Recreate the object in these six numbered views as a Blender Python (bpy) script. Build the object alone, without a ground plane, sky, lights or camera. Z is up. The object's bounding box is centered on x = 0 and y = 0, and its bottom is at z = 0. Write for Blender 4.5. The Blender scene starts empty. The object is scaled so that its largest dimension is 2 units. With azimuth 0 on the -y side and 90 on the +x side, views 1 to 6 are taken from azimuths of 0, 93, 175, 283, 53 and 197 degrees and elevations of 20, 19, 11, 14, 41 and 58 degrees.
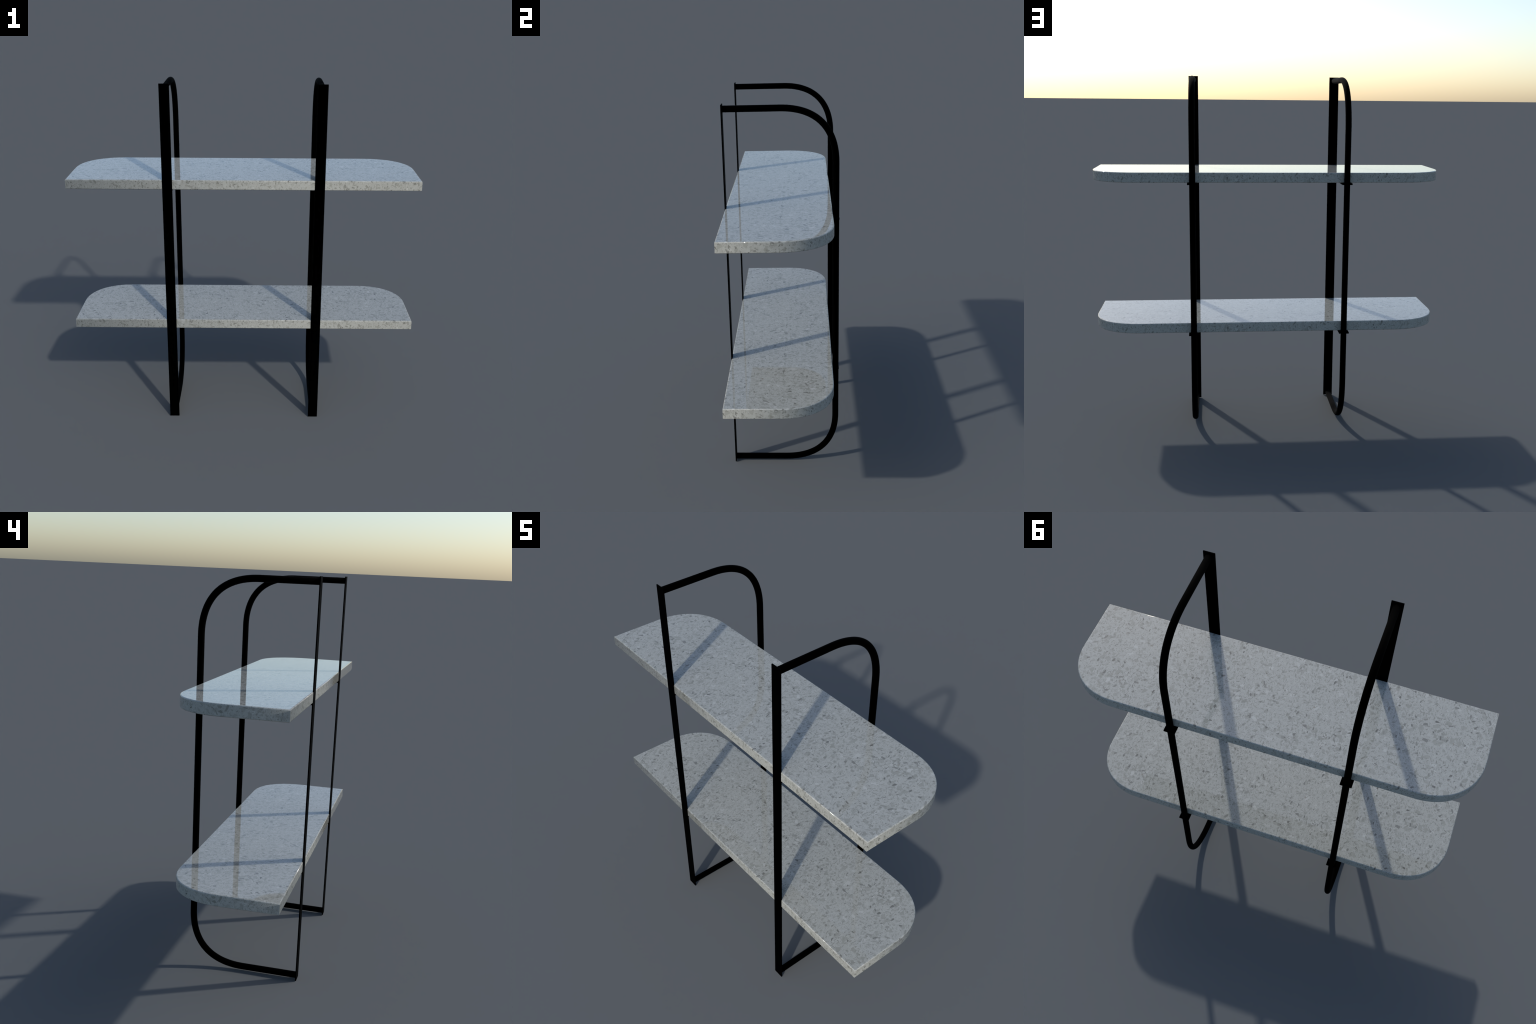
# Wall shelf: two polished terrazzo boards carried by two black metal frames.
# Each frame is a flat wall bar closed by a bent round tube, with a flat
# bracket under every board.
import bpy, bmesh, math
from mathutils import Vector

# ---------------------------------------------------------------- sizes (m)
HEIGHT = 2.0
FRONT_Y, BACK_Y = -0.2890, 0.2890          # outer faces of bar and tube

BAR_X = 0.4192                             # centre of each frame
BAR_WIDTH, BAR_THICK = 0.0557, 0.0055

TUBE_R = 0.0166
TUBE_BEND = 0.2735                         # run of each bend along both legs
TUBE_EASE = 0.644                          # handle length: a slightly eased quarter turn
TUBE_LOW_Z, TUBE_TOP_Z = 0.0202, 1.9774    # tube axis at the two bar ends
TUBE_BACK_Y = BACK_Y - 0.0003 - TUBE_R

BOARD_HALF = 0.9785
BOARD_FRONT, BOARD_BACK = -0.2866, 0.2522
BOARD_THICK = 0.0551
BOARD_CORNER, BOARD_EASE = 0.2620, 0.600   # eased turn of the two outer corners
BOARD_EDGE = 0.0054                        # small round on the edges
BOARD_Z = (0.5876, 1.4242)                 # undersides

BRACKET_THICK = 0.0086


# ---------------------------------------------------------------- node help
class Nodes:
    def __init__(self, name):
        self.mat = bpy.data.materials.new(name)
        self.mat.use_nodes = True
        self.t = self.mat.node_tree
        self.bsdf = self.t.nodes["Principled BSDF"]

    def link(self, value, socket):
        if isinstance(value, bpy.types.NodeSocket):
            self.t.links.new(value, socket)
        else:
            socket.default_value = value

    def math(self, op, a, b=0.0, c=None, clamp=False):
        n = self.t.nodes.new("ShaderNodeMath")
        n.operation, n.use_clamp = op, clamp
        self.link(a, n.inputs[0])
        self.link(b, n.inputs[1])
        if c is not None:
            self.link(c, n.inputs[2])
        return n.outputs[0]

    def vec(self, op, a, b=(0, 0, 0)):
        n = self.t.nodes.new("ShaderNodeVectorMath")
        n.operation = op
        self.link(a, n.inputs[0])
        if op == "SCALE":
            self.link(b, n.inputs["Scale"])
        else:
            self.link(b, n.inputs[1])
        return n.outputs[0]

    def split(self, v):
        n = self.t.nodes.new("ShaderNodeSeparateXYZ")
        self.link(v, n.inputs[0])
        return n.outputs

    def remap(self, v, a, b, c, d):
        n = self.t.nodes.new("ShaderNodeMapRange")
        n.clamp = True
        for sock, val in zip(n.inputs, (v, a, b, c, d)):
            self.link(val, sock)
        return n.outputs[0]

    def ramp(self, v, stops, interpolation="LINEAR"):
        n = self.t.nodes.new("ShaderNodeValToRGB")
        n.color_ramp.interpolation = interpolation
        e = n.color_ramp.elements
        while len(e) < len(stops):
            e.new(0.5)
        for el, (p, col) in zip(e, stops):
            el.position, el.color = p, (*col, 1)
        self.link(v, n.inputs[0])
        return n.outputs[0]

    def mix(self, fac, a, b):
        n = self.t.nodes.new("ShaderNodeMix")
        n.data_type = "RGBA"
        self.link(fac, n.inputs[0])
        self.link(a, n.inputs[6])
        self.link(b, n.inputs[7])
        return n.outputs[2]

    def noise(self, coord, scale, detail=2.0):
        n = self.t.nodes.new("ShaderNodeTexNoise")
        n.inputs["Scale"].default_value = scale
        n.inputs["Detail"].default_value = detail
        self.link(coord, n.inputs["Vector"])
        return n.outputs


# ---------------------------------------------------------------- materials
def stone_chips(n, coord, spacing, half, smaller, share, soft):
    """One grade of crushed stone cast in the terrazzo.

    Every Voronoi cell holds one randomly turned, randomly sized stone block;
    the polished face cuts it to a polygon.  Returns the mask and two random
    numbers per stone."""
    shift = n.vec("ADD", coord, (spacing * 3.7, spacing * 9.1, spacing * 5.3))
    v = n.t.nodes.new("ShaderNodeTexVoronoi")
    v.voronoi_dimensions, v.feature = "3D", "F1"
    v.inputs["Scale"].default_value = 1.0 / spacing
    n.link(shift, v.inputs["Vector"])
    rnd = n.split(v.outputs["Color"])
    local = n.vec("SUBTRACT", shift, v.outputs["Position"])
    turn = n.t.nodes.new("ShaderNodeVectorRotate")
    turn.rotation_type = "EULER_XYZ"
    n.link(local, turn.inputs["Vector"])
    n.link(n.vec("SCALE", v.outputs["Color"], 19.0), turn.inputs["Rotation"])
    x, y, z = n.split(turn.outputs[0])
    # skewed block: the faces are not square to each other
    lean = n.remap(rnd[1], 0.0, share, -0.9, 0.9)
    x = n.math("ADD", x, n.math("MULTIPLY", y, lean))
    y = n.math("ADD", y, n.math("MULTIPLY", z, n.math("MULTIPLY", lean, -0.7)))
    ax = n.math("DIVIDE", n.math("ABSOLUTE", x), half[0])
    ay = n.math("DIVIDE", n.math("ABSOLUTE", y), half[1])
    az = n.math("DIVIDE", n.math("ABSOLUTE", z), half[2])
    block = n.math("MAXIMUM", ax, n.math("MAXIMUM", ay, az))
    # one broken side turns squares into wedges and splinters
    chip = n.math("ADD", n.math("DIVIDE", x, half[0]), n.math("DIVIDE", y, half[1]))
    chip = n.math("ADD", chip, n.math("MULTIPLY", n.math("DIVIDE", z, half[2]), 0.6))
    block = n.math("MAXIMUM", block, n.math("MULTIPLY", chip, 1.1))
    size = n.remap(rnd[0], 0.0, 1.0, smaller, 1.0)
    edge = n.math("SUBTRACT", size, block)
    mask = n.remap(edge, 0.0, soft, 0.0, 1.0)
    keep = n.math("LESS_THAN", rnd[1], share)
    pick = n.math("FRACT", n.math("MULTIPLY", rnd[2], 7.31))
    return n.math("MULTIPLY", mask, keep), rnd[2], pick


def terrazzo_material():
    n = Nodes("polished_terrazzo")
    tc = n.t.nodes.new("ShaderNodeTexCoord")
    coord = tc.outputs["Object"]
    # a slight warp keeps the chip edges from being ruler straight
    for scale, amount in ((60.0, 0.0016), (260.0, 0.0006)):
        warp = n.noise(tc.outputs["Object"], scale, 1.0)[1]
        warp = n.vec("SCALE", n.vec("SUBTRACT", warp, (0.5, 0.5, 0.5)), amount)
        coord = n.vec("ADD", coord, warp)

    cloud = n.noise(tc.outputs["Object"], 55.0, 3.0)[0]
    colour = n.ramp(cloud, [(0.30, (0.304, 0.312, 0.289)), (0.70, (0.348, 0.357, 0.333))])

    PALE = [(0.0, (0.242, 0.248, 0.224)), (0.55, (0.272, 0.279, 0.254)), (0.80, (0.33, 0.337, 0.314)), (1.0, (0.395, 0.402, 0.382))]
    MID = [(0.0, (0.165, 0.168, 0.150)), (0.5, (0.212, 0.216, 0.195)), (1.0, (0.262, 0.267, 0.243))]
    DARK = [(0.0, (0.105, 0.105, 0.096)), (0.5, (0.158, 0.158, 0.143)), (0.85, (0.205, 0.203, 0.182)), (1.0, (0.215, 0.197, 0.165))]
    grades = [
        # spacing, half sizes, smallest, share, edge softness, colours
        (0.0050, (0.0019, 0.0017, 0.0014), 0.50, 0.80, 0.20, MID),
        (0.0200, (0.0130, 0.0105, 0.0085), 0.40, 0.44, 0.06, PALE),
        (0.0098, (0.0064, 0.0050, 0.0012), 0.50, 0.52, 0.18, MID),
        (0.0300, (0.0190, 0.0150, 0.0120), 0.40, 0.32, 0.04, PALE),
        (0.0175, (0.0135, 0.0105, 0.0020), 0.50, 0.58, 0.12, MID),
        (0.0125, (0.0080, 0.0050, 0.0016), 0.50, 0.46, 0.14, DARK),
        (0.0240, (0.0135, 0.0085, 0.0048), 0.42, 0.34, 0.05, MID),
        (0.0280, (0.0135, 0.0085, 0.0048), 0.42, 0.34, 0.05, DARK),
    ]
    for spacing, half, smaller, share, soft, stops in grades:
        mask, tone, pick = stone_chips(n, coord, spacing, half, smaller, share, soft)
        tint = n.ramp(tone, stops)
        strength = n.remap(pick, 0.0, 1.0, 0.65, 1.0)
        colour = n.mix(n.math("MULTIPLY", mask, strength), colour, tint)

    n.link(colour, n.bsdf.inputs["Base Color"])
    n.bsdf.inputs["Roughness"].default_value = 0.03
    n.bsdf.inputs["IOR"].default_value = 1.5
    return n.mat


def black_metal_material():
    n = Nodes("black_coated_metal")
    tc = n.t.nodes.new("ShaderNodeTexCoord")
    grain = n.noise(tc.outputs["Object"], 420.0, 3.0)[0]
    n.link(n.remap(grain, 0.3, 0.7, 0.97, 1.0), n.bsdf.inputs["Roughness"])
    n.bsdf.inputs["Base Color"].default_value = (0.0004, 0.0004, 0.0004, 1)
    n.bsdf.inputs["Metallic"].default_value = 1.0
    n.bsdf.inputs["Specular Tint"].default_value = (0.85, 0.85, 0.85, 1)
    return n.mat


# ---------------------------------------------------------------- meshes
def new_object(name, mesh, parent, location=(0, 0, 0)):
    ob = bpy.data.objects.new(name, mesh)
    bpy.context.scene.collection.objects.link(ob)
    ob.parent = parent
    ob.location = location
    return ob


def flat_bar_mesh(name, size, chamfer, material):
    """Rectangular bar centred on its own origin, edges just broken."""
    bm = bmesh.new()
    bmesh.ops.create_cube(bm, size=1.0)
    bmesh.ops.scale(bm, vec=Vector(size), verts=bm.verts)
    bmesh.ops.bevel(bm, geom=bm.edges[:], offset=chamfer, segments=1, affect="EDGES", profile=0.5)
    me = bpy.data.meshes.new(name)
    bm.to_mesh(me)
    bm.free()
    me.materials.append(material)
    return me


def eased_turn(corner, into, out, run, ease, steps):
    """Quarter turn round a corner as one cubic curve: points and tangents.

    'into' and 'out' are the unit directions of travel before and after it."""
    corner, into, out = Vector(corner), Vector(into), Vector(out)
    p = (corner - into * run, corner - into * run * (1 - ease),
         corner + out * run * (1 - ease), corner + out * run)
    result = []
    for i in range(steps + 1):
        t, u = i / steps, 1 - i / steps
        pos = p[0] * u**3 + p[1] * 3 * u * u * t + p[2] * 3 * u * t * t + p[3] * t**3
        tan = (p[1] - p[0]) * u * u + (p[2] - p[1]) * 2 * u * t + (p[3] - p[2]) * t * t
        result.append((pos, tan.normalized()))
    return result


def tube_mesh(material, sides=32, bend_steps=30):
    """Round tube from the bar's foot, back, up and forward to its head."""
    start = FRONT_Y + BAR_THICK - 0.001
    path = [(Vector((start, TUBE_LOW_Z)), Vector((1, 0)))]
    path += eased_turn((TUBE_BACK_Y, TUBE_LOW_Z), (1, 0), (0, 1), TUBE_BEND, TUBE_EASE, bend_steps)
    path += eased_turn((TUBE_BACK_Y, TUBE_TOP_Z), (0, 1), (-1, 0), TUBE_BEND, TUBE_EASE, bend_steps)
    path += [(Vector((start, TUBE_TOP_Z)), Vector((-1, 0)))]
    bm = bmesh.new()
    rings = []
    for pos, tan in path:
        ring = []
        for k in range(sides):
            q = 2 * math.pi * k / sides
            o = Vector((tan[1], -tan[0])) * (TUBE_R * math.cos(q))
            ring.append(bm.verts.new((TUBE_R * math.sin(q), pos[0] + o[0], pos[1] + o[1])))
        rings.append(ring)
    for r0, r1 in zip(rings, rings[1:]):
        for k in range(sides):
            j = (k + 1) % sides
            bm.faces.new((r0[k], r0[j], r1[j], r1[k]))
    bm.faces.new(rings[0])
    bm.faces.new(rings[-1])
    bmesh.ops.recalc_face_normals(bm, faces=bm.faces[:])
    for f in bm.faces:
        f.smooth = len(f.verts) == 4
    me = bpy.data.meshes.new("bent_tube")
    bm.to_mesh(me)
    bm.free()
    me.materials.append(material)
    return me


def board_mesh(material, corner_steps=28, edge_steps=4):
    """Slab with square wall corners, rounded outer corners and softened edges.

    The walls carry one continuous normal round the outline, so the shading
    runs on softly round the square corners too."""
    h, yf, yb = BOARD_HALF, BOARD_FRONT, BOARD_BACK
    outline = [(-h, yf), (h, yf)]
    normals = [Vector((-1, -1)).normalized(), Vector((1, -1)).normalized()]
    mitre = [math.sqrt(2.0)] * 2
    for corner, into, out in (((h, yb), (0, 1), (-1, 0)), ((-h, yb), (-1, 0), (0, -1))):
        for pos, tan in eased_turn(corner, into, out, BOARD_CORNER, BOARD_EASE, corner_steps):
            outline.append(tuple(pos))
            normals.append(Vector((tan[1], -tan[0])))
            mitre.append(1.0)
    e = BOARD_EDGE
    # profile of the edge from the underside up: (inset, height, tilt)
    prof = []
    for i in range(edge_steps + 1):
        q = math.pi / 2 * i / edge_steps
        prof.append((e - e * math.sin(q), e - e * math.cos(q), -math.cos(q)))
    for i in range(edge_steps + 1):
        q = math.pi / 2 * i / edge_steps
        prof.append((e - e * math.cos(q), BOARD_THICK - e + e * math.sin(q), math.sin(q)))

    bm = bmesh.new()
    rings, vert_normal = [], {}
    for inset, z, tilt in prof:
        ring = []
        for (x, y), nrm, m in zip(outline, normals, mitre):
            v = bm.verts.new((x - nrm[0] * inset * m, y - nrm[1] * inset * m, z))
            out = math.sqrt(max(0.0, 1 - tilt * tilt))
            vert_normal[v] = Vector((nrm[0] * out, nrm[1] * out, tilt))
            ring.append(v)
        rings.append(ring)
    count = len(outline)
    for r0, r1 in zip(rings, rings[1:]):
        for k in range(count):
            j = (k + 1) % count
            bm.faces.new((r0[k], r0[j], r1[j], r1[k]))
    bm.faces.new(list(reversed(rings[0])))
    bm.faces.new(rings[-1])
    bm.verts.index_update()
    for f in bm.faces:
        f.smooth = True
    order = [None] * len(bm.verts)
    for v, nrm in vert_normal.items():
        order[v.index] = nrm.normalized()
    me = bpy.data.meshes.new("shelf_board")
    bm.to_mesh(me)
    bm.free()
    me.normals_split_custom_set_from_vertices(order)
    me.materials.append(material)
    return me


# ---------------------------------------------------------------- assembly
def build():
    stone = terrazzo_material()
    metal = black_metal_material()

    root = bpy.data.objects.new("wall_shelf", None)
    bpy.context.scene.collection.objects.link(root)
    root["label"] = "two-tier grey terrazzo wall shelf with black rounded metal frames"
    root["category"] = "shelf"

    board = board_mesh(stone)
    for z in BOARD_Z:
        new_object("shelf_board", board, root, (0, 0, z))

    bar = flat_bar_mesh("upright_bar", (BAR_WIDTH, BAR_THICK, HEIGHT), 0.0004, metal)
    tube = tube_mesh(metal)
    reach = (FRONT_Y + BAR_THICK - 0.0005, BACK_Y)
    bracket = flat_bar_mesh("support_bracket",
                            (BAR_WIDTH - 0.0008, reach[1] - reach[0], BRACKET_THICK), 0.0004, metal)
    for x in (-BAR_X, BAR_X):
        new_object("upright_bar", bar, root, (x, FRONT_Y + BAR_THICK / 2, HEIGHT / 2))
        new_object("bent_tube", tube, root, (x, 0, 0))
        for z in BOARD_Z:
            new_object("support_bracket", bracket, root,
                       (x, sum(reach) / 2, z - BRACKET_THICK / 2 + 0.0002))


build()
